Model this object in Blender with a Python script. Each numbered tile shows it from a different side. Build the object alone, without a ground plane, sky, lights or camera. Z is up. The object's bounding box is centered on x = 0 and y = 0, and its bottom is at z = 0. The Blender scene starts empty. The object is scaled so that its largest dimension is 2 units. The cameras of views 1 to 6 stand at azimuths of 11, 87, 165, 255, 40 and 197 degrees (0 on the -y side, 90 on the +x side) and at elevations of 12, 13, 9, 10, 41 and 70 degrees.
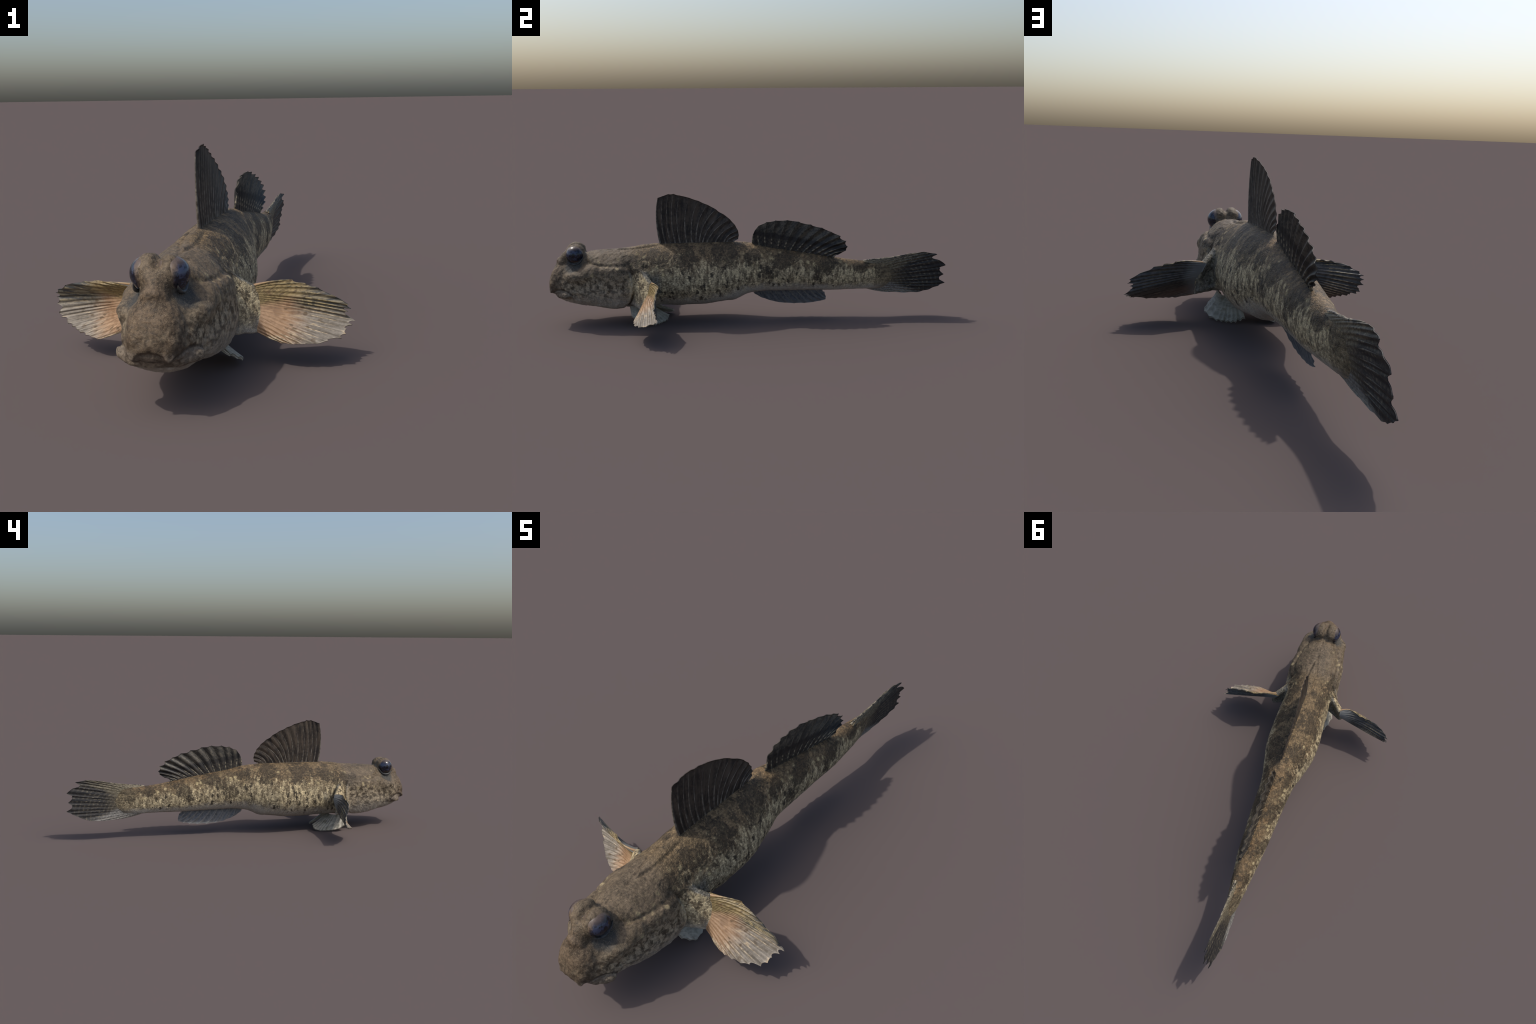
"""Mudskipper (amphibious goby) resting on its fins.
The body is one implicit surface (lofted sections blended with ellipsoids, lip and arm
capsules, with grooves pressed in), polygonised here with surface nets and split by region.
Fins are fans of curved rays with pleated, scalloped membranes stretched between them."""
import bpy, math, random
import numpy as np
from mathutils import Matrix, Vector

random.seed(7)
RNG = np.random.default_rng(7)

# ------------------------------------------------------------------ small maths helpers
def pchip(xs, ys, x):
    """Monotone cubic interpolation through control points (ys may have extra columns)."""
    xs = np.asarray(xs, float); ys = np.asarray(ys, float)
    if ys.ndim == 2:
        return np.stack([pchip(xs, ys[:, k], x) for k in range(ys.shape[1])], -1)
    h = np.diff(xs); d = np.diff(ys) / h
    m = np.zeros_like(ys); m[0] = d[0]; m[-1] = d[-1]
    for i in range(1, len(xs) - 1):
        if d[i-1] * d[i] > 0:
            w1 = 2*h[i] + h[i-1]; w2 = h[i] + 2*h[i-1]
            m[i] = (w1 + w2) / (w1/d[i-1] + w2/d[i])
    x = np.clip(np.asarray(x, float), xs[0], xs[-1])
    i = np.clip(np.searchsorted(xs, x) - 1, 0, len(xs) - 2)
    t = (x - xs[i]) / h[i]
    return ((2*t**3 - 3*t**2 + 1)*ys[i] + (t**3 - 2*t**2 + t)*h[i]*m[i]
            + (-2*t**3 + 3*t**2)*ys[i+1] + (t**3 - t**2)*h[i]*m[i+1])

def sstep(a, b, x):
    t = np.clip((x - a) / (b - a), 0, 1); return t*t*(3 - 2*t)

def smin(a, b, k):
    h = np.maximum(k - np.abs(a - b), 0) / k
    return np.minimum(a, b) - h*h*k*0.25

# ------------------------------------------------------------------ body profile
# y, spine x, top z, bottom z, half width, height of greatest width, top exponent, bottom exponent
SECTIONS = np.array([
    (-1.010, .027, .250, .168, .070, .200, 2.2, 2.3),
    (-.980, .027, .287, .152, .071, .200, 2.1, 2.3),
    (-.950, .025, .312, .131, .079, .195, 1.9, 2.3),
    (-.910, .023, .332, .111, .097, .190, 1.75, 2.3),
    (-.860, .020, .348, .097, .110, .190, 1.8, 2.3),
    (-.800, .018, .360, .087, .117, .195, 2.1, 2.2),
    (-.720, .014, .367, .079, .128, .200, 2.1, 2.2),
    (-.650, .011, .369, .078, .135, .205, 2.05, 2.2),
    (-.580, .005, .376, .076, .132, .205, 1.9, 2.2),
    (-.500, .004, .387, .080, .125, .205, 1.8, 2.2),
    (-.450, .003, .390, .080, .127, .205, 1.84, 2.2),
    (-.360, .002, .393, .077, .131, .204, 1.86, 2.2),
    (-.270, .000, .395, .078, .135, .204, 1.86, 2.2),
    (-.180, -.001, .395, .086, .130, .208, 1.86, 2.2),
    (-.100, -.001, .395, .097, .112, .218, 1.86, 2.2),
    (-.050, .000, .393, .113, .100, .228, 1.8, 2.2),
    (.010, .000, .387, .132, .086, .245, 1.95, 2.2),
    (.100, .002, .366, .140, .078, .240, 2.0, 2.2),
    (.200, .004, .350, .140, .073, .236, 2.0, 2.2),
    (.300, .005, .333, .139, .067, .230, 2.0, 2.2),
    (.420, .008, .311, .137, .060, .222, 2.0, 2.2),
    (.500, .008, .298, .138, .050, .216, 2.0, 2.2),
    (.580, .008, .289, .138, .040, .212, 2.1, 2.2),
    (.660, .008, .285, .140, .027, .212, 2.1, 2.2),
    (.730, .008, .278, .146, .014, .212, 2.1, 2.2),
    (.780, .008, .270, .152, .006, .212, 2.1, 2.2)])
TAB_Y = np.linspace(-1.06, .86, 2400)
TAB = pchip(SECTIONS[:, 0], SECTIONS[:, 1:], TAB_Y)
def prof(col, y):
    return np.interp(y, TAB_Y, TAB[:, col])
def lean(y):
    """sideways shear of the tail: its upper edge tips towards +x"""
    return .06*sstep(0, .4, y) + .17*sstep(.45, .85, y)

SNOUT_Y, SNOUT_L = -.945, .056
def loft_raw(P):
    y = P[:, 1]
    zm = prof(4, y)
    dx = P[:, 0] - prof(0, y) - lean(y)*(P[:, 2] - .21)
    dz = P[:, 2] - zm
    w = prof(3, y)
    up = dz > 0
    h = np.where(up, prof(1, y) - zm, zm - prof(2, y))
    n = np.where(up, prof(5, y), prof(6, y))
    front = np.clip((SNOUT_Y - y)/SNOUT_L, 0, 3)
    back = np.clip((y - .66)/.08, 0, 3)
    return (np.abs(dx/w)**n + np.abs(dz/h)**n + front**2.4 + back**2.2)**(1/n) - 1

def loft(P):
    e = .0015
    g = loft_raw(P)
    gr = np.zeros_like(g)
    for k in range(3):
        Q = P.copy(); Q[:, k] += e
        gr += ((loft_raw(Q) - g)/e)**2
    return np.clip(g/np.sqrt(np.maximum(gr, 9)), -.2, .2)

# ------------------------------------------------------------------ head landmarks
def hp(side, lateral, y, z):
    """point on the head: lateral distance from the (slightly turned) midline"""
    return np.array([np.interp(y, TAB_Y, TAB[:, 0]) + side*lateral, y + side*.055*lateral, z])

EYES = {1: np.array([.049, -.864, .352]), -1: np.array([-.012, -.869, .353])}
EYE_R = .0455

def seg_dist(P, a, b, ra=0., rb=0.):
    ab = b - a
    t = np.clip(((P - a) @ ab)/(ab @ ab), 0, 1)
    return np.linalg.norm(P - a - t[:, None]*ab, axis=1) - (ra + (rb - ra)*t)

def chain_dist(P, pts, radii):
    d = None
    for i in range(len(pts) - 1):
        s = seg_dist(P, pts[i], pts[i+1], radii[i], radii[i+1])
        d = s if d is None else np.minimum(d, s)
    return d

def ellipsoid(P, c, r):
    q = (P - c)/r
    k0 = np.linalg.norm(q, axis=1); k1 = np.linalg.norm(q/r, axis=1)
    return k0*(k0 - 1)/np.maximum(k1, 1e-6)

def near(P, pts, pad):
    pts = np.asarray(pts)
    return np.all((P > pts.min(0) - pad) & (P < pts.max(0) + pad), axis=1)

def curve(pts, n=24):
    pts = np.array(pts, float)
    return pchip(np.linspace(0, 1, len(pts)), pts, np.linspace(0, 1, n))

BLENDS = []     # (points for the bounds, function, blend radius)
RELIEF = []     # (polyline, width, depth)   depth > 0 presses a groove, < 0 raises a ridge

def blob(c, r, k):
    c = np.array(c); r = np.array(r)
    BLENDS.append(([c - r, c + r], lambda P: ellipsoid(P, c, r), k))
def tube(pts, radii, k):
    BLENDS.append((pts, lambda P: chain_dist(P, pts, radii), k))
SNAP = []       # grooves whose line is first laid onto the skin
def groove(pts, width, depth, n=16, snap=False):
    (SNAP if snap else RELIEF).append((curve(pts, n), width, depth))

for s in (1, -1):
    e = EYES[s]
    mid = .5*(EYES[1] + EYES[-1])
    # the eye turret: skin over the inner and upper part of the eyeball
    blob(e + [-s*.010, .003, -.001], (.0435, .0520, .0520), .014)
    blob(e + [-s*.018, .010, -.038], (.040, .054, .040), .016)
    # cheek muscles, nostril fold and the swelling under the eye
    blob(hp(s, .090, -.855, .252), (.030, .040, .026), .030)
    blob(hp(s, .094, -.770, .262), (.034, .060, .042), .030)
    blob(hp(s, .102, -.680, .258), (.036, .075, .048), .030)
    blob(hp(s, .089 + .007*(s > 0), -.700, .168), (.045, .120, .070), .040)
    # lower lip rolls out at the corner of the mouth
    wide = 1.04 if s > 0 else 1.
    lip = curve([hp(s, .001, -.957, .151), hp(s, .040, -.952, .150), hp(s, .073*wide, -.932, .156),
                 hp(s, .091*wide, -.908, .161), hp(s, .098*wide, -.888, .163)], 10)
    tube(lip, np.interp(np.linspace(0, 1, 10), [0, .45, .8, 1], [.013, .016, .019, .009]), .008)
    # overhanging upper lip with its beak corner
    upper = curve([hp(s, .000, -.987, .198), hp(s, .022, -.988, .192), hp(s, .043, -.984, .170), hp(s, .060, -.966, .187), hp(s, .074, -.944, .196)], 10)
    tube(upper, np.interp(np.linspace(0, 1, 10), [0, .4, .5, .6, 1], [.009, .008, .006, .007, .005]), .012)
    # beak corner of the upper lip
    tube(np.array([hp(s, .040, -.972, .205), hp(s, .044, -.988, .160)]), [.018, .003], .016)
    # groove between upper and lower lip
    groove([hp(s, .000, -1.000, .182), hp(s, .022, -1.000, .178), hp(s, .040, -.990, .158), hp(s, .064*wide, -.974, .172),
            hp(s, .088*wide, -.942, .186), hp(s, .108*wide, -.905, .182), hp(s, .116*wide, -.876, .160)], .0055, .009, 24, True)
    groove([hp(s, .116*wide, -.876, .160), hp(s, .110*wide, -.895, .138), hp(s, .084*wide, -.934, .131), hp(s, .040, -.968, .136)], .0065, .005, 24, True)
    groove([hp(s, .116*wide, -.866, .195), hp(s, .118*wide, -.858, .165), hp(s, .115*wide, -.858, .135)], .008, .004, 16, True)
    # pit under the eye
    groove([e + [s*.040, -.046, -.030], e + [s*.044, -.020, -.052], e + [s*.046, .015, -.050], e + [s*.040, .048, -.025]], .018, .015)
    groove([e + [s*.03, -.052, -.040], e + [s*.05, -.012, -.066]], .022, .010)
    # crease behind the eye, along the upper cheek
    groove([e + [s*.036, .055, -.030], hp(s, .090, -.770, .307), hp(s, .108, -.715, .304), hp(s, .116, -.66, .306), hp(s, .116, -.605, .302)], .010, .0065)
    groove([hp(s, .112, -.745, .30), hp(s, .134, -.740, .27), hp(s, .140, -.735, .23)], .012, .004)
    # side of the snout: dome set off from the cheek
    groove([hp(s, .048, -.930, .325), hp(s, .070, -.925, .285), hp(s, .080, -.930, .24), hp(s, .078, -.945, .20)], .012, .004)
blob(hp(1, 0, -.902, .317), (.030, .046, .042), .028)
# front ridge of the snout and the saddle between the eyes
groove([hp(1, .030, -.945, .318), hp(1, .0, -.952, .322), hp(-1, .030, -.945, .318)], .011, -.006)
groove([hp(1, .000, -.893, .375), hp(1, 0, -.87, .39), hp(1, 0, -.83, .385)], .016, .010)
# nape: step behind the eyes, a midline groove that splits round a low ridge
groove([hp(1, .060, -.812, .345), hp(1, .03, -.812, .36), hp(1, .0, -.818, .365), hp(-1, .03, -.812, .36), hp(-1, .06, -.812, .345)], .012, .008)
groove([hp(1, .002, -.795, .364), hp(1, .004, -.73, .370), hp(1, .006, -.68, .371)], .005, .008)
groove([hp(1, .006, -.69, .371), hp(1, .022, -.62, .368), hp(1, .028, -.55, .375), hp(1, .026, -.47, .384)], .006, .008)
groove([hp(-1, -.004, -.69, .371), hp(-1, .012, -.62, .369), hp(-1, .022, -.55, .376), hp(-1, .024, -.47, .384)], .006, .008)
groove([hp(1, .004, -.66, .372), hp(1, .004, -.56, .378), hp(1, .002, -.46, .390)], .014, -.004)

# fleshy arm of each pectoral fin: a slab from the shoulder to the foot of the fan
ARM_SHOULDER = [(.092, -.562, .288), (.104, -.570, .24), (.110, -.578, .19), (.108, -.582, .147), (.098, -.580, .118)]
ARM_WRIST = [(.166, -.486, .224), (.184, -.490, .195), (.194, -.499, .165), (.199, -.512, .135), (.199, -.520, .106)]
ARM_R = [(.013, .008), (.017, .010), (.019, .010), (.017, .010), (.014, .008)]
ARM_BACK = {1: ([(.096, -.552, .284), (.108, -.530, .20), (.112, -.508, .135)], [(.170, -.487, .224), (.188, -.486, .17), (.192, -.486, .122)]),
            -1: ([(.088, -.562, .280), (.092, -.558, .20), (.098, -.538, .135)], [(.180, -.508, .218), (.190, -.505, .17), (.190, -.505, .122)])}
def arm_points(s):
    a = np.array(ARM_SHOULDER); b = np.array(ARM_WRIST)
    if s < 0:
        b = b + [.012, -.010, -.003]
    return a*[s, 1, 1], b*[s, 1, 1]
def arm_field(P, s):
    a, b = arm_points(s)
    u = np.linspace(0, 1, 9); k = np.linspace(0, 1, 5)
    a = pchip(k, a, u); b = pchip(k, b, u); r = pchip(k, np.array(ARM_R), u)
    d = None
    for i in range(9):
        q = seg_dist(P, a[i], b[i], r[i, 0], r[i, 1])
        d = q if d is None else smin(d, q, .014)
    p, q = (np.array(w)*[s, 1, 1] for w in ARM_BACK[s])
    k = np.linspace(0, 1, 3); u = np.linspace(0, 1, 6)
    p = pchip(k, p, u); q = pchip(k, q, u)
    for i in range(6):
        d = smin(d, seg_dist(P, p[i], q[i], .009, .0105), .014)
    return d
for s in (1, -1):
    a, b = arm_points(s)
    a = np.vstack([a, np.array(ARM_BACK[s][0])*[s, 1, 1], np.array(ARM_BACK[s][1])*[s, 1, 1]])
    BLENDS.append((np.vstack([a, b]), (lambda s: lambda P: arm_field(P, s))(s), .022))

def gill_y(z):
    """rear edge of the gill cover"""
    return pchip([.05, .09, .13, .18, .23, .27, .31, .35], [-.660, -.628, -.596, -.580, -.578, -.588, -.610, -.64], z)

def base_field(P):
    d = loft(P)
    for pts, fn, k in BLENDS:
        m = near(P, pts, k + .035)
        if m.any():
            d[m] = smin(d[m], fn(P[m]), k)
    return d

def field(P):
    d = base_field(P)
    for pts, w, depth in RELIEF:
        m = near(P, pts, 2.6*w)
        if m.any():
            q = chain_dist(P[m], pts, np.zeros(len(pts)))
            d[m] += depth*np.exp(-(q/w)**2)
    # gill cover stands proud of the shoulder, with a crack behind it
    x, y, z = P[:, 0], P[:, 1], P[:, 2]
    g = y - gill_y(z)
    side = sstep(.05, .09, np.abs(x - .003))*sstep(.33, .27, z)
    inner = 1 - sstep(.165, .185, np.abs(x))
    d -= side*inner*.007*sstep(.012, -.004, g)*sstep(-.12, -.02, g)
    d += side*inner*.0065*np.exp(-((g - .008)/.006)**2)*sstep(.33, .26, z)
    # loose vent flap and soft folds on the belly
    d -= .004*np.exp(-((y + .075)/.03)**2)*sstep(.16, .11, z)
    return d

# ------------------------------------------------------------------ surface nets
def surface_nets(fn, lo, hi, step):
    n = np.ceil((np.array(hi) - lo)/step).astype(int) + 1
    ax = [lo[k] + step*np.arange(n[k]) for k in range(3)]
    F = np.empty(n)
    for i0 in range(0, n[1], 40):
        sl = slice(i0, min(i0 + 40, n[1]))
        X, Y, Z = np.meshgrid(ax[0], ax[1][sl], ax[2], indexing="ij")
        F[:, sl] = fn(np.stack([X.ravel(), Y.ravel(), Z.ravel()], -1)).reshape(X.shape)
    inside = F < 0
    c = [inside[i:n[0]-1+i, j:n[1]-1+j, k:n[2]-1+k] for i in (0, 1) for j in (0, 1) for k in (0, 1)]
    s = sum(q.astype(np.int8) for q in c)
    act = (s > 0) & (s < 8)
    idx = -np.ones(act.shape, int); idx[act] = np.arange(act.sum())
    cells = np.argwhere(act)
    acc = np.zeros((len(cells), 3)); cnt = np.zeros(len(cells))
    corner = [(i, j, k) for i in (0, 1) for j in (0, 1) for k in (0, 1)]
    for a in range(8):
        for b in range(a + 1, 8):
            da = np.array(corner[b]) - corner[a]
            if np.abs(da).sum() != 1: continue
            fa = F[tuple((cells + corner[a]).T)]; fb = F[tuple((cells + corner[b]).T)]
            m = (fa < 0) != (fb < 0)
            t = fa[m]/(fa[m] - fb[m])
            acc[m] += np.array(corner[a]) + t[:, None]*da; cnt[m] += 1
    V = lo + step*(cells + acc/cnt[:, None])
    quads = []
    for k in range(3):
        a = [slice(None)]*3; b = [slice(None)]*3
        a[k] = slice(0, n[k]-1); b[k] = slice(1, n[k])
        A = inside[tuple(a)]; B = inside[tuple(b)]
        e = np.argwhere(A != B)
        u, v = (k + 1) % 3, (k + 2) % 3
        e = e[(e[:, u] > 0) & (e[:, v] > 0) & (e[:, u] < n[u]-1) & (e[:, v] < n[v]-1)]
        du = np.eye(3, dtype=int)[u]; dv = np.eye(3, dtype=int)[v]
        q = np.stack([idx[tuple((e - du - dv).T)], idx[tuple((e - dv).T)], idx[tuple(e.T)], idx[tuple((e - du).T)]], -1)
        flip = ~A[tuple(e.T)]
        q[flip] = q[flip][:, ::-1]
        quads.append(q)
    return V, np.vstack(quads)

def gradient(fn, V, e=.0012):
    g = np.stack([fn(V + e*np.eye(3)[k]) - fn(V - e*np.eye(3)[k]) for k in range(3)], -1)
    return g/(2*e)

def project(fn, V, rounds):
    for _ in range(rounds):
        f = fn(V); g = gradient(fn, V)
        V = V - np.clip(f/np.maximum((g*g).sum(1), .25), -.004, .004)[:, None]*g
    return V

def subdivide(V, Q):
    """split every quad in four"""
    E = np.sort(np.concatenate([Q[:, [i, (i+1) % 4]] for i in range(4)]), axis=1)
    key = E[:, 0].astype(np.int64)*len(V) + E[:, 1]
    uq, first, inv = np.unique(key, return_index=True, return_inverse=True)
    mid = .5*(V[E[first, 0]] + V[E[first, 1]])
    cen = V[Q].mean(1)
    nv, nm, nq = len(V), len(mid), len(Q)
    em = (nv + inv).reshape(4, nq).T
    ce = nv + nm + np.arange(nq)
    Q2 = np.vstack([np.stack([Q[:, i], em[:, i], ce, em[:, i-1]], -1) for i in range(4)])
    return np.vstack([V, mid, cen]), Q2

def relax(V, Q, rounds, amount):
    for _ in range(rounds):
        acc = np.zeros_like(V); cnt = np.zeros(len(V))
        for i in range(4):
            for j in (i - 1, (i + 1) % 4):
                np.add.at(acc, Q[:, i], V[Q[:, j]]); np.add.at(cnt, Q[:, i], 1)
        V = V + amount*(acc/np.maximum(cnt, 1)[:, None] - V)
    return V

for pts, w, depth in SNAP:
    RELIEF.append((project(base_field, pts, 12), w, depth))
V, Q = surface_nets(field, np.array([-.235, -1.03, .045]), np.array([.235, .81, .425]), .0052)
V = relax(V, Q, 2, .5)
V = project(field, V, 2)
V, Q = subdivide(V, Q)
V = project(field, V, 1)

# ------------------------------------------------------------------ skin relief: folds, scales, granules
def value_noise(P, seed):
    """smooth lattice noise in [-1, 1]"""
    I = np.floor(P).astype(np.int64); f = P - I; f = f*f*(3 - 2*f)
    out = np.zeros(len(P))
    for c in range(8):
        o = np.array([c >> 2 & 1, c >> 1 & 1, c & 1])
        h = (I + o) @ np.array([374761393, 668265263, 2147483647 // 3]) + seed*1274126177
        h = (h ^ (h >> 13))*1274126177 & 0x7fffffff
        h = ((h ^ (h >> 16)) & 0xffff)/32767.5 - 1
        w = np.prod(np.where(o, f, 1 - f), axis=1)
        out += w*h
    return out

N = gradient(field, V); N /= np.linalg.norm(N, axis=1)[:, None]
x, y, z = V.T
trunk = sstep(-.56, -.48, y)
rel = .0016*value_noise(V*[22, 16, 20], 1)*(1 - .5*trunk)
rel += (.0010 + .0007*(1 - trunk))*value_noise(V*62, 2)
rel += .0009*value_noise(V*140, 3)*(1 - .6*trunk)
# overlapping scales in staggered rows over trunk and tail
ang = np.arctan2(z - .23, np.abs(x) + 1e-4)*.13
row = y/.0125
col = ang/.0105
stag = np.floor(row) % 2*.5
sc = np.abs((row % 1) - .5)*2
sc2 = np.abs(((col + stag) % 1) - .5)*2
rel += trunk*sstep(.10, .16, z)*.0003*(row % 1)*(1 - sc2**3)
# shallow vertical muscle folds along the lower flank
rel += .0010*trunk*np.sin((y - .25*z)/.022)*sstep(.24, .14, z)*sstep(.06, -.1, y)
V = V + N*rel[:, None]

# ------------------------------------------------------------------ blender mesh helpers
def new_mesh(name, verts, faces, mats, slots=None, normals=None):
    me = bpy.data.meshes.new(name)
    faces = np.asarray(faces)
    k = faces.shape[1]
    me.vertices.add(len(verts)); me.vertices.foreach_set("co", np.asarray(verts, np.float32).ravel())
    me.loops.add(faces.size); me.loops.foreach_set("vertex_index", faces.ravel().astype(np.int32))
    me.polygons.add(len(faces))
    me.polygons.foreach_set("loop_start", np.arange(0, faces.size, k, dtype=np.int32))
    me.polygons.foreach_set("loop_total", np.full(len(faces), k, np.int32))
    me.polygons.foreach_set("use_smooth", np.ones(len(faces), bool))
    for m in mats: me.materials.append(m)
    if slots is not None: me.polygons.foreach_set("material_index", np.asarray(slots, np.int32))
    me.update(calc_edges=True); me.validate()
    if normals is not None:
        me.normals_split_custom_set_from_vertices(np.asarray(normals, np.float32))
    return me

def add(name, data, parent=None, matrix=None):
    ob = bpy.data.objects.new(name, data)
    bpy.context.scene.collection.objects.link(ob)
    if matrix is not None: ob.matrix_world = matrix
    if parent is not None: ob.parent = parent
    return ob

# ------------------------------------------------------------------ node helpers
class Nodes:
    def __init__(self, name):
        self.mat = bpy.data.materials.new(name); self.mat.use_nodes = True
        self.t = self.mat.node_tree; self.t.nodes.clear()
        self.out = self.t.nodes.new("ShaderNodeOutputMaterial")
        self.p = self.t.nodes.new("ShaderNodeBsdfPrincipled")
        self.t.links.new(self.p.outputs[0], self.out.inputs[0])
        tc = self.t.nodes.new("ShaderNodeTexCoord"); self.obj = tc.outputs["Object"]
        sp = self.t.nodes.new("ShaderNodeSeparateXYZ"); self.link(self.obj, sp.inputs[0])
        self.x, self.y, self.z = sp.outputs
    def link(self, a, b): self.t.links.new(a, b)
    def put(self, sock, v):
        if isinstance(v, bpy.types.NodeSocket): self.link(v, sock)
        elif v is not None:
            if isinstance(v, tuple) and len(v) == 3 and sock.type == "RGBA": v = (*v, 1)
            sock.default_value = v
    def math(self, op, a, b=None, c=None, clamp=False):
        n = self.t.nodes.new("ShaderNodeMath"); n.operation = op; n.use_clamp = clamp
        for s, v in zip(n.inputs, (a, b, c)): self.put(s, v)
        return n.outputs[0]
    def mul(self, *a):
        r = a[0]
        for q in a[1:]: r = self.math("MULTIPLY", r, q)
        return r
    def add(self, *a):
        r = a[0]
        for q in a[1:]: r = self.math("ADD", r, q)
        return r
    def sub(self, a, b): return self.math("SUBTRACT", a, b)
    def inv(self, a): return self.math("SUBTRACT", 1., a)
    def step(self, a, b, v):
        """smooth step; a > b gives a falling one"""
        n = self.t.nodes.new("ShaderNodeMapRange"); n.interpolation_type = "SMOOTHSTEP"
        self.put(n.inputs[0], v)
        if a < b: n.inputs[1].default_value, n.inputs[2].default_value, n.inputs[3].default_value, n.inputs[4].default_value = a, b, 0, 1
        else: n.inputs[1].default_value, n.inputs[2].default_value, n.inputs[3].default_value, n.inputs[4].default_value = b, a, 1, 0
        return n.outputs[0]
    def scale(self, v, s, rot=None):
        n = self.t.nodes.new("ShaderNodeMapping"); self.link(v, n.inputs[0]); n.inputs["Scale"].default_value = s
        if rot: n.inputs["Rotation"].default_value = rot
        return n.outputs[0]
    def noise(self, scale, detail=3., rough=.55, vec=None, dist=0.):
        n = self.t.nodes.new("ShaderNodeTexNoise"); self.link(vec or self.obj, n.inputs["Vector"])
        n.inputs["Scale"].default_value = scale; n.inputs["Detail"].default_value = detail
        n.inputs["Roughness"].default_value = rough; n.inputs["Distortion"].default_value = dist
        return n.outputs["Fac"]
    def voro(self, scale, vec=None, feature="F1", rand=1., out="Distance"):
        n = self.t.nodes.new("ShaderNodeTexVoronoi"); self.link(vec or self.obj, n.inputs["Vector"])
        n.feature = feature; n.inputs["Scale"].default_value = scale; n.inputs["Randomness"].default_value = rand
        return n.outputs[out]
    def mix(self, f, a, b, mode="MIX"):
        n = self.t.nodes.new("ShaderNodeMix"); n.data_type = "RGBA"; n.blend_type = mode
        self.put(n.inputs[0], f); self.put(n.inputs[6], a); self.put(n.inputs[7], b)
        return n.outputs[2]
    def combine(self, a, b, c):
        n = self.t.nodes.new("ShaderNodeCombineXYZ")
        for s, v in zip(n.inputs, (a, b, c)): self.put(s, v)
        return n.outputs[0]
    def curve(self, v, lo, hi, pts):
        """float curve: pts = [(v, value in 0..1)], v from lo to hi"""
        n = self.t.nodes.new("ShaderNodeFloatCurve")
        c = n.mapping.curves[0]
        pp = [((a - lo)/(hi - lo), b) for a, b in pts]
        while len(c.points) < len(pp): c.points.new(.5, .5)
        for q, (a, b) in zip(c.points, pp): q.location = (a, b)
        n.mapping.update()
        self.link(self.math("DIVIDE", self.sub(v, lo), hi - lo), n.inputs["Value"])
        return n.outputs[0]
    def spot(self, cy, cz, ry, rz, warp, soft=.5, at=None):
        """soft elliptical patch in side view (y, z), its edge warped by noise"""
        wy, wz = at or (self.y, self.z)
        a = self.math("POWER", self.math("ABSOLUTE", self.math("DIVIDE", self.sub(wy, cy), ry)), 2.)
        b = self.math("POWER", self.math("ABSOLUTE", self.math("DIVIDE", self.sub(wz, cz), rz)), 2.)
        return self.step(1 + soft, 1 - soft, self.add(a, b, warp))
    def bump(self, h, strength, dist=.004):
        n = self.t.nodes.new("ShaderNodeBump"); n.inputs["Strength"].default_value = strength
        n.inputs["Distance"].default_value = dist; self.link(h, n.inputs["Height"])
        self.link(n.outputs[0], self.p.inputs["Normal"])
    def finish(self, color, rough=.5, spec=.4, coat=0.):
        self.put(self.p.inputs["Base Color"], color); self.put(self.p.inputs["Roughness"], rough)
        self.p.inputs["Specular IOR Level"].default_value = spec
        self.p.inputs["Coat Weight"].default_value = coat
        self.p.inputs["Coat Roughness"].default_value = .25
        return self.mat

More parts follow.
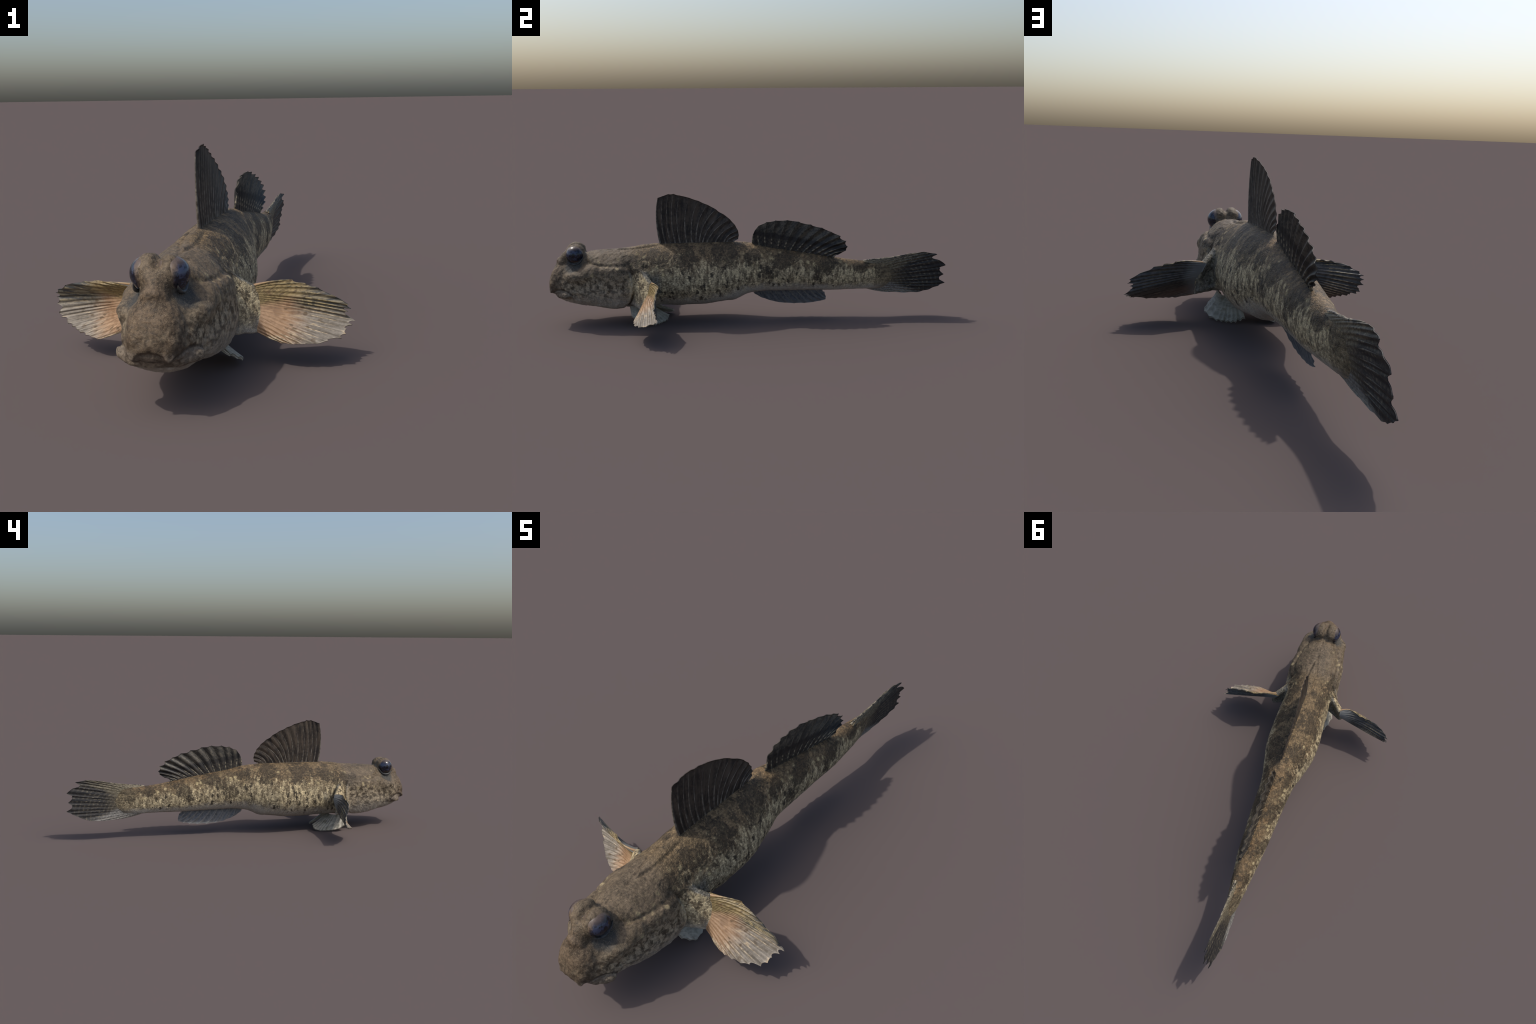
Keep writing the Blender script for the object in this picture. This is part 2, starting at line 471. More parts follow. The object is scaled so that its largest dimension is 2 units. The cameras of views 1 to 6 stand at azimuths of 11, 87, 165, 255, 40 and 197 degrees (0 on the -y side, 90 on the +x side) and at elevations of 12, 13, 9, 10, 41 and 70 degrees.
# ------------------------------------------------------------------ skin material
def skin_material():
    n = Nodes("mudskipper_skin")
    # relative height in the body, 0 belly .. 1 back
    zb = n.mul(n.curve(n.y, -1, 1, [(-1, .29), (-.85, .20), (-.65, .18), (-.3, .18), (-.1, .25), (.02, .33), (.5, .34), (.7, .35), (1, .35)]), .4)
    zt = n.mul(n.curve(n.y, -1, 1, [(-1, .78), (-.85, .88), (-.6, .92), (-.3, .98), (0, .97), (.2, .875), (.42, .78), (.6, .72), (1, .70)]), .4)
    h = n.math("DIVIDE", n.sub(n.z, zb), n.sub(zt, zb))
    big = n.sub(n.noise(9, 3, .6), .5)
    med = n.sub(n.noise(28, 4, .6), .5)
    fine = n.sub(n.noise(120, 3, .6), .5)
    grain = n.sub(n.noise(330, 2, .6), .5)
    head = n.step(-.55, -.62, n.y)
    trunk = n.inv(head)
    tail = n.step(-.05, .15, n.y)
    streakv = n.scale(n.obj, (28, 38, 13), (.18, 0, 0))
    streak = n.sub(n.noise(1.6, 3, .6, streakv), .5)
    hh = n.add(h, n.mul(big, .25), n.mul(med, .22))

    back = n.mix(n.step(-.2, .25, n.add(med, n.mul(fine, .8))), (.090, .066, .039), (.205, .148, .084))
    flank = n.mix(n.step(-.22, .22, n.add(n.mul(streak, 1.2), n.mul(fine, .9))), (.175, .140, .088), (.56, .48, .32))
    belly = n.mix(n.step(-.2, .25, fine), (.36, .345, .315), (.47, .455, .42))
    col = n.mix(n.step(.46, .82, hh), flank, back)
    # head: grey-brown, mottled by a dark net on the cheeks
    cheek = n.mix(n.step(-.14, .16, n.add(n.mul(n.sub(n.noise(48, 3, .65), .5), 1.1), n.mul(fine, .35))), (.056, .043, .029), (.31, .26, .185))
    crown = n.mix(n.step(-.25, .25, n.add(n.mul(med, .6), n.mul(big, .5), fine)), (.062, .047, .031), (.155, .119, .080))
    hcol = n.mix(n.step(.5, .8, hh), cheek, crown)
    snout = n.step(-.90, -.96, n.y)
    hcol = n.mix(n.mul(snout, .75), hcol, n.mix(n.step(-.2, .2, n.add(med, fine)), (.052, .037, .024), (.135, .096, .062)))
    dusk = n.spot(-.985, .185, .05, .030, n.mul(med, 2.))
    hcol = n.mix(n.mul(dusk, .5), hcol, (.050, .036, .025))
    col = n.mix(head, col, hcol)
    # pale cream flecks along the shoulder line
    vor = n.voro(33, n.scale(n.obj, (1, 1, .75)))
    cream = n.mul(n.step(.36, .16, n.add(vor, n.mul(med, .5), n.mul(fine, .5))), n.step(.50, .62, h), n.step(.99, .86, h), n.step(.36, .46, n.noise(6, 1)), n.step(-.82, -.76, n.y))
    col = n.mix(n.mul(cream, n.sub(.8, n.mul(head, .35))), col, (.48, .40, .23))
    # long cream bars between the saddles on the flank
    bars = n.mul(n.step(.02, .14, n.add(streak, n.mul(big, .9))), n.step(.20, .38, h), n.step(.93, .68, h), trunk)
    col = n.mix(n.mul(bars, .7), col, (.63, .53, .335))
    # dark saddles across the back
    warp = n.add(n.mul(med, 4.2), n.mul(fine, 2.6))
    dark = None
    at2 = (n.add(n.y, n.mul(med, .05)), n.add(n.z, n.mul(med, .04)))
    at = (n.add(n.y, n.mul(n.sub(n.noise(13, 2, .5, n.scale(n.obj, (1, 1, .8), (0, 0, 1))), .5), .13)), n.add(n.z, n.mul(big, .10)))
    for cy, cz, ry, rz in ((-.575, .30, .065, .04), (-.46, .335, .06, .045), (-.31, .345, .07, .06), (-.12, .35, .065, .065), (.02, .34, .045, .04), (.21, .33, .05, .035), (.155, .30, .05, .035), (.095, .25, .045, .035),
                           (.39, .295, .045, .03), (.36, .255, .045, .032), (.335, .22, .03, .02), (.56, .265, .042, .032), (.66, .25, .032, .045)):
        q = n.spot(cy, cz, ry, rz, warp if cy < .05 else n.mul(warp, .5), .22 if cy > .05 else .3, at if cy < .05 else at2)
        dark = q if dark is None else n.math("MAXIMUM", dark, q)
    dark = n.mul(dark, n.inv(n.mul(n.step(-.02, .14, n.add(fine, n.mul(streak, .6))), .35)))
    col = n.mix(n.mul(dark, .82), col, (.042, .032, .021))
    # pale belly
    pale = n.step(.30, .08, n.add(h, n.mul(med, .22), n.mul(fine, .12)))
    lips = n.mul(n.step(-.862, -.88, n.y), n.step(.134, .147, n.z))
    col = n.mix(n.mul(pale, .9, n.inv(lips)), col, belly)
    chin = n.mul(n.step(.50, .14, n.add(h, n.mul(med, .3))), head)
    lipcol = n.mix(n.step(-.2, .2, n.add(med, fine)), (.085, .068, .053), (.19, .16, .13))
    col = n.mix(n.mul(lips, n.step(.192, .180, n.z), .6), col, lipcol)
    col = n.mix(n.mul(chin, .55, n.inv(lips)), col, n.mix(n.step(-.15, .15, fine), (.24, .22, .185), (.38, .355, .31)))
    # small dark spots on the flank, drawn out along the body wall
    v2 = n.voro(34, n.scale(n.obj, (.35, 1.2, .62), (.3, 0, 0)))
    keep = n.step(.40, .45, n.noise(24, 1, .5))
    spots = n.mul(n.step(.36, .22, n.add(v2, n.mul(fine, .9))), keep, n.step(.10, .2, h), n.step(.74, .6, h), trunk, n.step(.62, .5, n.y), n.inv(n.mul(n.step(.135, .15, n.math("ABSOLUTE", n.x)), .6)))
    col = n.mix(n.mul(spots, .92), col, (.036, .029, .021))
    # slanting dark dashes low on the belly side
    v3 = n.noise(1.0, 3, .6, n.scale(n.obj, (10, 44, 15), (.55, 0, 0)))
    dash = n.mul(n.step(.60, .70, v3), n.step(.06, .14, h), n.step(.34, .22, h), n.step(-.54, -.46, n.y), n.step(-.05, -.16, n.y))
    col = n.mix(n.mul(dash, .7), col, (.085, .06, .032))
    # rusty tint on the ridge of the tail
    rust = n.mul(n.step(.86, .98, h), n.step(-.1, 0, n.y), n.step(-.1, .1, med))
    col = n.mix(n.mul(rust, .33), col, (.26, .16, .075))
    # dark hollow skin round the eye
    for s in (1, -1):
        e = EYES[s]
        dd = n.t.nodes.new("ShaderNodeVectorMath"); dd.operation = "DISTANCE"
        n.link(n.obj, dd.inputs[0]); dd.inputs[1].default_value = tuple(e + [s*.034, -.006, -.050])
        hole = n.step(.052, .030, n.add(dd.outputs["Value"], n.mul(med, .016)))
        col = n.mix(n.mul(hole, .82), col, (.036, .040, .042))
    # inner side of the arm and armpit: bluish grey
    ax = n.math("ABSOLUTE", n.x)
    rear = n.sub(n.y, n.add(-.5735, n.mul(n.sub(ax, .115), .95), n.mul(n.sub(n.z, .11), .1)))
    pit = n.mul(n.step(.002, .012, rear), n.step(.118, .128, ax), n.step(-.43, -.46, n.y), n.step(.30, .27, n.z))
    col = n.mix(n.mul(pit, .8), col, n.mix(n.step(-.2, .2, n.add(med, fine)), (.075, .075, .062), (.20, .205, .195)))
    # pale rim and dark slit of the gill cover
    gz = n.sub(n.y, n.sub(n.mul(n.curve(n.z, .05, .35, [(.05, .20), (.09, .36), (.13, .52), (.18, .60), (.23, .61), (.27, .56), (.31, .45), (.35, .30)]), .2), .7))
    gside = n.mul(n.step(.06, .09, ax), n.step(.165, .150, ax))
    rim = n.mul(n.step(-.009, -.004, gz), n.step(.004, .0, gz), n.step(.29, .26, n.z), gside)
    col = n.mix(n.mul(rim, .5), col, (.34, .31, .25))
    slit = n.mul(n.step(.002, .006, gz), n.step(.016, .010, gz), n.step(.20, .16, n.z), n.step(.085, .10, n.z), gside)
    col = n.mix(n.mul(slit, .75), col, (.055, .036, .02))
    # skin thins into the tail fin
    tend = n.step(.60, .69, n.add(n.y, n.mul(med, .06)))
    col = n.mix(n.mul(tend, .7), col, n.mix(n.step(-.15, .15, n.sub(n.noise(1.2, 3, .6, n.scale(n.obj, (10, 8, 90))), .5)), (.070, .056, .036), (.22, .178, .112)))
    # granules: speckle highlights painted as pale pinheads on crown, nape and back
    gr = n.voro(270)
    gran = n.mul(n.step(.30, .16, gr), n.step(.55, .8, h), n.math("MAXIMUM", n.mul(head, 1.), n.mul(trunk, .45)), n.step(.30, .50, n.noise(30, 2)))
    col = n.mix(n.mul(gran, .36), col, (.48, .40, .27))
    # scale edges on trunk and tail
    scl = n.voro(150, n.scale(n.obj, (1, .85, 1.1)), "DISTANCE_TO_EDGE", .75)
    edge = n.mul(n.step(.10, .0, scl), trunk, n.step(.08, .3, h))
    col = n.mix(n.mul(edge, .45), col, (.085, .066, .042))
    col = n.mix(1., col, n.mix(n.step(-.3, .3, grain), (.84, .84, .84), (1.14, 1.13, 1.12)), "MULTIPLY")
    cell = n.t.nodes.new("ShaderNodeSeparateColor"); n.link(n.voro(150, n.scale(n.obj, (1, .85, 1.1)), "F1", .75, "Color"), cell.inputs[0])
    col = n.mix(n.mul(n.inv(n.mul(pale, .8)), n.sub(1., n.mul(head, .6))), col, n.mix(cell.outputs[0], (.62, .61, .60), (1.36, 1.36, 1.34)), "MULTIPLY")
    # dark line between the lips
    yl = n.sub(n.y, n.mul(n.sub(n.x, .022), .055))
    zl = n.add(n.mul(n.curve(yl, -1, -.86, [(-1, .70), (-.99, .33), (-.974, .53), (-.942, .77), (-.905, .70), (-.876, .33), (-.86, .2)]), .06), .14)
    line = n.mul(n.step(.0065, .0015, n.math("ABSOLUTE", n.sub(n.z, zl))), n.step(-.872, -.880, yl), n.step(-.999, -.99, yl))
    col = n.mix(n.mul(line, .65), col, (.030, .023, .018))
    col = n.mix(1., col, (1.03, 1.0, .945), "MULTIPLY")  # whole skin tinted warmer to offset blue skylight on the shaded side
    hgt = n.add(n.mul(n.step(0, .16, scl), trunk, 1.0), n.mul(gran, .7), n.mul(fine, 1.2), n.mul(grain, .8))
    n.bump(hgt, .55, .0026)
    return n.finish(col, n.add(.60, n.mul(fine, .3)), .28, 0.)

SKIN = skin_material()

# ------------------------------------------------------------------ split the body by region
root = bpy.data.objects.new("mudskipper", None)
bpy.context.scene.collection.objects.link(root)
root["label"] = "brown mottled mudskipper fish propped on spread fins"
root["category"] = "fish"

C = V[Q].mean(1)
reg = np.zeros(len(Q), int)                        # 0 trunk
reg[C[:, 1] > .03] = 1                             # tail stalk
armness = np.minimum(arm_field(C, 1), arm_field(C, -1))
is_arm = (armness < .004) & (loft(C) > .014) & (C[:, 1] > -.60) & (C[:, 1] < -.44)
reg[is_arm & (C[:, 0] > 0)] = 3
reg[is_arm & (C[:, 0] < 0)] = 4
is_head = (reg == 0) & (C[:, 1] < gill_y(C[:, 2]) + .008)
reg[is_head] = 2
mouth = curve([hp(1, .001, -.99, .180), hp(1, .040, -.985, .160), hp(1, .062, -.972, .166), hp(1, .086, -.935, .182), hp(1, .108, -.893, .182), hp(1, .116, -.868, .168), hp(1, .118, -.80, .115), hp(1, .118, -.72, .09)], 40)
jaw_z = np.interp(C[:, 1], mouth[:, 1], mouth[:, 2])
reg[(reg == 2) & (C[:, 1] < -.74) & (C[:, 2] < jaw_z)] = 5

vn = np.zeros_like(V)
fn_ = np.cross(V[Q[:, 2]] - V[Q[:, 0]], V[Q[:, 3]] - V[Q[:, 1]])
for i in range(4): np.add.at(vn, Q[:, i], fn_)
vn /= np.linalg.norm(vn, axis=1)[:, None]

def body_part(r, name, parent):
    q = Q[reg == r]
    used, inv = np.unique(q, return_inverse=True)
    return add(name, new_mesh(name, V[used], inv.reshape(q.shape), [SKIN], None, vn[used]), parent)

trunk_ob = body_part(0, "trunk", root)
tail_ob = body_part(1, "tail", root)
head_ob = body_part(2, "head", root)
jaw_ob = body_part(5, "lower_jaw", head_ob)
PECT = {1: body_part(3, "pectoral_fin", root), -1: body_part(4, "pectoral_fin", root)}

# ------------------------------------------------------------------ eyes
def eye_material():
    n = Nodes("eyeball")
    # local x points outwards, z up
    r = n.math("SQRT", n.add(n.math("POWER", n.add(n.y, 0.), 2.), n.math("POWER", n.add(n.z, .004), 2.)))
    ns = n.sub(n.noise(40, 3, .6), .5)
    fine = n.sub(n.noise(140, 2, .6), .5)
    skin = n.mix(n.step(-.2, .2, n.add(ns, fine)), (.052, .036, .023), (.15, .105, .068))
    iris = n.mix(n.step(-.12, .14, n.add(ns, n.mul(fine, .7))), (.006, .007, .014), (.036, .044, .080))
    f = n.mul(n.step(.045, .038, n.add(r, n.mul(ns, .012))), n.step(.006, .016, n.x))
    col = n.mix(f, skin, iris)
    lid = n.step(.018, .036, n.add(n.z, n.mul(ns, .012)))
    col = n.mix(n.mul(lid, .8), col, (.105, .076, .060))
    pup = n.step(.013, .008, n.math("SQRT", n.add(n.math("POWER", n.mul(n.y, 1.3), 2.), n.math("POWER", n.mul(n.add(n.z, .002), .8), 2.))))
    col = n.mix(n.mul(pup, f), col, (.004, .004, .008))
    low = n.mul(n.step(-.022, -.034, n.z), n.step(.0, .02, n.x))
    col = n.mix(n.mul(low, .6), col, (.12, .06, .035))
    n.bump(n.add(ns, fine), .15, .003)
    return n.finish(col, n.sub(.42, n.mul(f, .27)), .45, .15)
EYE_MAT = eye_material()

def ball(name, r, mat, seg=48, rings=28, squash=(1, 1, 1)):
    th = np.linspace(0, math.pi, rings + 1)[1:-1]; ph = np.linspace(0, 2*math.pi, seg, endpoint=False)
    T, Pp = np.meshgrid(th, ph, indexing="ij")
    v = np.stack([np.cos(T), np.sin(T)*np.cos(Pp), np.sin(T)*np.sin(Pp)], -1).reshape(-1, 3)
    v = np.vstack([v, [[1, 0, 0], [-1, 0, 0]]])*r*np.array(squash)
    fs = []
    nr = rings - 1
    for i in range(nr - 1):
        for j in range(seg):
            k = (j + 1) % seg
            fs += [(i*seg+j, (i+1)*seg+j, (i+1)*seg+k), (i*seg+j, (i+1)*seg+k, i*seg+k)]
    a, b = nr*seg, nr*seg + 1
    for j in range(seg):
        k = (j + 1) % seg
        fs += [(a, j, k), (b, (nr-1)*seg+k, (nr-1)*seg+j)]
    return new_mesh(name, v, np.array(fs), [mat])

eye_mesh = ball("eye", EYE_R, EYE_MAT, squash=(1., 1.0, .98))
for s in (1, -1):
    rot = Matrix.Rotation(0 if s > 0 else math.pi, 4, "Z") @ Matrix.Rotation(-.08, 4, "Y")
    add("eye", eye_mesh, head_ob, Matrix.Translation(EYES[s] + [s*.0005, 0, 0]) @ rot)
    # loose lower eyelid: a crescent cup under the ball
    ang = np.linspace(math.radians(205), math.radians(345), 26)
    rim = []
    for i, a in enumerate(ang):
        e = EYES[s]
        rim.append(e + np.array([s*.026, math.cos(a)*.043, math.sin(a)*.045]))
    rim = np.array(rim); m = 8; vs = []; fs = []
    for i, p in enumerate(rim):
        rr = .0055*math.sin(math.pi*(i + .02)/len(rim))**.8 + .0003
        rad = p - EYES[s] - [s*.026, 0, 0]; rad /= np.linalg.norm(rad)
        for j in range(m):
            a = 2*math.pi*j/m
            vs.append(p + rad*math.cos(a)*rr + np.array([s*1., 0, 0])*math.sin(a)*rr*1.6)
    for i in range(len(rim) - 1):
        for j in range(m):
            k = (j + 1) % m
            fs.append((i*m+j, i*m+k, (i+1)*m+k, (i+1)*m+j))
    lm = Nodes("eyelid_skin"); nz = lm.noise(90, 3)
    mat = lm.finish(lm.mix(lm.step(.35, .65, nz), (.030, .031, .032), (.080, .078, .074)), .45, .4)
    add("eyelid", new_mesh("eyelid", vs, np.array(fs), [mat]), head_ob)

# ------------------------------------------------------------------ fins
def fan(rays, per_gap=8, scallop=.04, power=1., pleat=.0, th0=.008, th1=.002, ridge=.0015, seed=0, spread=.5, edge_wave=.0, taper=None):
    """rays: (n, k, 3) sampled from foot to tip. Returns verts, quads, slots, ray centre lines."""
    rng = np.random.default_rng(seed)
    n, k, _ = rays.shape
    s = np.linspace(0, n - 1, (n - 1)*per_gap + 1)
    gap = np.minimum(s.astype(int), n - 2); f = s - gap
    depth = scallop*(1 + spread*rng.uniform(-1, 1, n - 1))
    cut = 1 - depth[gap]*np.sin(np.pi*np.clip(f, 0, 1))**power
    # smooth surface through the rays
    idx = np.arange(n)
    S = np.stack([np.stack([catmull(idx, rays[:, j, c], s) for c in range(3)], -1) for j in range(k)], 1)
    t = np.linspace(0, 1, k)
    G = np.empty_like(S)
    for i in range(len(s)):
        tt = t*cut[i]
        for c in range(3): G[i, :, c] = np.interp(tt, t, S[i, :, c])
    du = np.gradient(G, axis=0); dv = np.gradient(G, axis=1)
    nrm = np.cross(du, dv); nrm /= np.maximum(np.linalg.norm(nrm, axis=2), 1e-9)[..., None]
    rip = np.cos(2*np.pi*s)[:, None]*pleat*np.sin(np.pi*.5*t)[None, :]
    rip = rip + edge_wave*np.sin(s*1.7 + seed)[:, None]*(t**2)[None, :]
    G = G + nrm*rip[..., None]
    th = th0 + (th1 - th0)*t**.8 if taper is None else th1 + (th0 - th1)*(1 - t)**taper
    prox = np.exp(-(np.minimum(f, 1 - f)/.16)**2)
    half = .5*th[None, :] + ridge*prox[:, None]*(1 - .75*t)[None, :]
    A = G + nrm*half[..., None]; B = G - nrm*half[..., None]
    ns = len(s)
    verts = np.vstack([A.reshape(-1, 3), B.reshape(-1, 3)]); off = ns*k
    i, j = np.meshgrid(np.arange(ns - 1), np.arange(k - 1), indexing="ij"); i = i.ravel(); j = j.ravel()
    a = i*k + j; b = (i + 1)*k + j
    fa = np.stack([a, b, b + 1, a + 1], -1); fb = fa[:, ::-1] + off
    rim = [(q*k + k - 1) for q in range(ns)]
    rim = [0*k + q for q in range(k)] + rim[1:] + [(ns - 1)*k + q for q in range(k - 2, -1, -1)] + [q*k for q in range(ns - 2, 0, -1)]
    rim = np.array(rim); nx = np.roll(rim, -1)
    fr = np.stack([rim, rim + off, nx + off, nx], -1)
    faces = np.vstack([fa, fb, fr])
    slots = np.concatenate([np.zeros(len(fa)), np.ones(len(fb)), np.zeros(len(fr))]).astype(int)
    lines = G[::per_gap]
    return verts, faces, slots, lines, nrm[::per_gap]

def catmull(xs, ys, x):
    i = np.clip(x.astype(int), 0, len(xs) - 2); t = x - i
    p0 = ys[np.maximum(i - 1, 0)]; p1 = ys[i]; p2 = ys[i + 1]; p3 = ys[np.minimum(i + 2, len(xs) - 1)]
    return .5*(2*p1 + (p2 - p0)*t + (2*p0 - 5*p1 + 4*p2 - p3)*t**2 + (3*p1 - p0 - 3*p2 + p3)*t**3)

def ray_curves(bases, tips, bends, k=36):
    """quadratic ray from base to tip, pulled by bend (an offset of the middle)"""
    t = np.linspace(0, 1, k)[None, :, None]
    b = np.asarray(bases)[:, None]; e = np.asarray(tips)[:, None]; m = (b + e)/2 + np.asarray(bends)[:, None]
    return (1 - t)**2*b + 2*t*(1 - t)*m + t**2*e

def rod(pts, r0, r1, m=6):
    """tapering ray rod along pts"""
    pts = np.asarray(pts); k = len(pts)
    d = np.gradient(pts, axis=0); d /= np.linalg.norm(d, axis=1)[:, None]
    u = np.cross(d, [.31, .17, .93]); u /= np.linalg.norm(u, axis=1)[:, None]; w = np.cross(d, u)
    r = np.linspace(r0, r1, k)
    a = 2*np.pi*np.arange(m)/m
    v = pts[:, None] + r[:, None, None]*(np.cos(a)[None, :, None]*u[:, None] + np.sin(a)[None, :, None]*w[:, None])
    i, j = np.meshgrid(np.arange(k - 1), np.arange(m), indexing="ij"); i = i.ravel(); j = j.ravel(); j2 = (j + 1) % m
    f = np.stack([i*m + j, i*m + j2, (i+1)*m + j2, (i+1)*m + j], -1)
    return v.reshape(-1, 3), f

def frame(origin, xdir, up):
    X = Vector(xdir).normalized(); Zn = X.cross(Vector(up)).normalized(); Y = Zn.cross(X)
    M = Matrix((X, Y, Zn)).transposed().to_4x4(); M.translation = Vector(origin)
    return M

def to_local(M, v):
    Mi = np.array(M.inverted()); return np.asarray(v) @ Mi[:3, :3].T + Mi[:3, 3]

def build_fin(name, parent, M, rays, mats, ray_mat, ray_r=(.0035, .001), as_child=None, ray_span=(.0, .97), **kw):
    verts, faces, slots, lines, _ = fan(rays, **kw)
    me = new_mesh(name, to_local(M, verts), faces, mats, np.minimum(slots, len(mats) - 1))
    ob = add(name, me, parent, M)
    for L in lines:
        k = len(L); a, b = int(ray_span[0]*(k - 1)), int(ray_span[1]*(k - 1)) + 1
        v, f = rod(L[a:b], *ray_r)
        r = add("fin_ray", new_mesh("fin_ray", to_local(M, v), f, [ray_mat]))
        if as_child is None:
            r.parent = ob
        else:
            r.parent = as_child; r.matrix_world = M
    return ob

def polar(n, yscale=1.):
    ang = n.math("ARCTAN2", n.y, n.x)
    rad = n.math("SQRT", n.add(n.math("POWER", n.x, 2.), n.math("POWER", n.y, 2.)))
    return ang, rad

def fin_base_nodes(name, ang_freq=40., rad_freq=6.):
    n = Nodes(name); ang, rad = polar(n)
    vec = n.combine(n.mul(ang, ang_freq), n.mul(rad, rad_freq), 0.)
    return n, ang, rad, vec

def thin(n, mat, color, amount=.18):
    """a little light passes through the membrane"""
    tr = n.t.nodes.new("ShaderNodeBsdfTranslucent"); n.put(tr.inputs[0], color)
    mx = n.t.nodes.new("ShaderNodeMixShader"); mx.inputs[0].default_value = amount
    n.link(n.p.outputs[0], mx.inputs[1]); n.link(tr.outputs[0], mx.inputs[2]); n.link(mx.outputs[0], n.out.inputs[0])
    return mat

def plane_pts(yz, xs):
    """outline control points in the side plane, at sideways place xs(y, z)"""
    yz = np.asarray(yz, float)
    return np.stack([[xs(a, b) for a, b in yz], yz[:, 0], yz[:, 1]], -1)

# --- first dorsal fin: tall sail
d1_x = lambda y, z: .005 - .011*float(sstep(-.40, -.20, y))*max(0, (z - .39)/.2) - .004*max(0, z - .5)/.1*(y < -.43)
d1_out = plane_pts([(-.453, .621), (-.420, .633), (-.386, .643), (-.352, .634), (-.294, .618), (-.237, .596), (-.182, .568),
                    (-.134, .537), (-.093, .503), (-.065, .466), (-.054, .434), (-.058, .408)], d1_x)
nr = 15
u = np.linspace(0, 1, nr)
tips = pchip(np.linspace(0, 1, len(d1_out)), d1_out, u)
foot = pchip([-.456, -.386, -.350, -.292, -.234, -.130, -.088, -.05], [-.449, -.383, -.352, -.312, -.280, -.236, -.205, -.105], tips[:, 1])
foot[-1] = -.075; foot[-2] = -.115
bases = plane_pts(np.stack([foot, .386 + .006*np.sin(u*math.pi)], -1), lambda y, z: .005)
bends = np.stack([0*u, -.026 - .006*np.sin(u*math.pi), .004 + .016*np.sin(u*math.pi)], -1)
D1 = ray_curves(bases, tips, bends)

n, ang, rad, vec = fin_base_nodes("first_dorsal_membrane", 30, 8)
st = n.sub(n.noise(1.0, 4, .65, vec), .5); fi = n.sub(n.noise(90, 3), .5); bl = n.sub(n.noise(14, 2), .5)
c = n.mix(n.step(-.18, .2, n.add(st, n.mul(fi, .5), n.mul(bl, .5))), (.022, .018, .015), (.082, .062, .045))
c = n.mix(n.mul(n.step(.0, .2, bl), .35), c, (.075, .058, .040))
n.bump(st, .25, .004)
D1_MAT = thin(n, n.finish(c, .5, .35), c, .12)
n = Nodes("first_dorsal_ray"); g = n.noise(60, 3)
D1_RAY = n.finish(n.mix(n.step(.35, .7, g), (.055, .045, .036), (.19, .165, .13)), .45, .4)
build_fin("dorsal_fin", root, frame((.005, -.37, .12), (0, .1, 1), (0, -1, .1)), D1, [D1_MAT], D1_RAY, (.0052, .0016),
          per_gap=9, scallop=.012, power=1., pleat=.0018, th0=.006, th1=.0025, ridge=.0004, seed=3, spread=.9)

# --- second dorsal fin
d2_x = lambda y, z: .015 + .036*y
d2_out = plane_pts([(.018, .440), (.044, .478), (.085, .497), (.130, .504), (.188, .505), (.246, .497), (.307, .482), (.363, .465),
                    (.411, .443), (.456, .422), (.485, .396), (.493, .367), (.484, .346), (.446, .324)], d2_x)
nr = 14
u = np.linspace(0, 1, nr)
tips = pchip(np.linspace(0, 1, len(d2_out)), d2_out, u)
by = .016 + .402*u
bases = np.stack([.010 + .010*u, by, prof(1, by) - .006], -1)
bends = np.stack([0*u, -.004 - .012*np.sin(u*math.pi)**.5, .004 + .008*u], -1)
D2 = ray_curves(bases, tips, bends)
n = Nodes("second_dorsal_membrane")
# local x runs back along the base, y up from it; rays slant back
vec = n.combine(n.mul(n.sub(n.x, n.mul(n.y, .75)), 32.5), n.mul(n.y, 10.), 0.)
st = n.sub(n.noise(1.6, 3, .6, vec), .5); fi = n.sub(n.noise(110, 3), .5)
hgt = n.add(n.y, n.mul(fi, .012))
c = n.mix(n.step(-.2, .2, n.add(st, fi)), (.018, .016, .015), (.060, .050, .038))
outer = n.step(.058, .080, hgt)
c = n.mix(n.mul(outer, .7), c, n.mix(n.step(-.15, .2, n.add(st, n.mul(fi, .7))), (.040, .037, .031), (.125, .108, .08)))
mid = n.mul(n.step(.040, .052, hgt), n.step(.078, .064, hgt))
c = n.mix(n.mul(mid, .6), c, (.013, .012, .012))
n.bump(n.add(st, fi), .25, .004)
D2_MAT = thin(n, n.finish(c, .5, .35), c, .1)
n = Nodes("second_dorsal_ray"); g = n.sub(n.noise(45, 3), .5); hy = n.add(n.y, n.mul(g, .02))
rc = n.mix(n.step(-.1, .15, g), (.030, .028, .024), (.12, .108, .082))
foot_pale = n.mul(n.step(.004, .014, hy), n.step(.050, .036, hy))
bead = n.step(-.5, .5, n.math("SINE", n.add(n.mul(n.y, 330.), n.mul(n.x, 25.), n.mul(g, 8.))))
rc = n.mix(n.mul(foot_pale, .9, bead), rc, (.25, .21, .14))
rc = n.mix(n.mul(n.step(.07, .08, hy), bead, .5), rc, (.17, .15, .11))
rc = n.mix(n.mul(n.step(.044, .052, hy), n.step(.076, .066, hy), .8), rc, (.018, .017, .016))
D2_RAY = n.finish(rc, .5, .3)
build_fin("dorsal_fin", root, frame((.012, .016, .385), (0, .402, -.076), (0, .2, 1)), D2, [D2_MAT], D2_RAY, (.0058, .0016),
          per_gap=9, scallop=.05, power=.8, pleat=.0048, th0=.007, th1=.0025, ridge=.0004, seed=5)

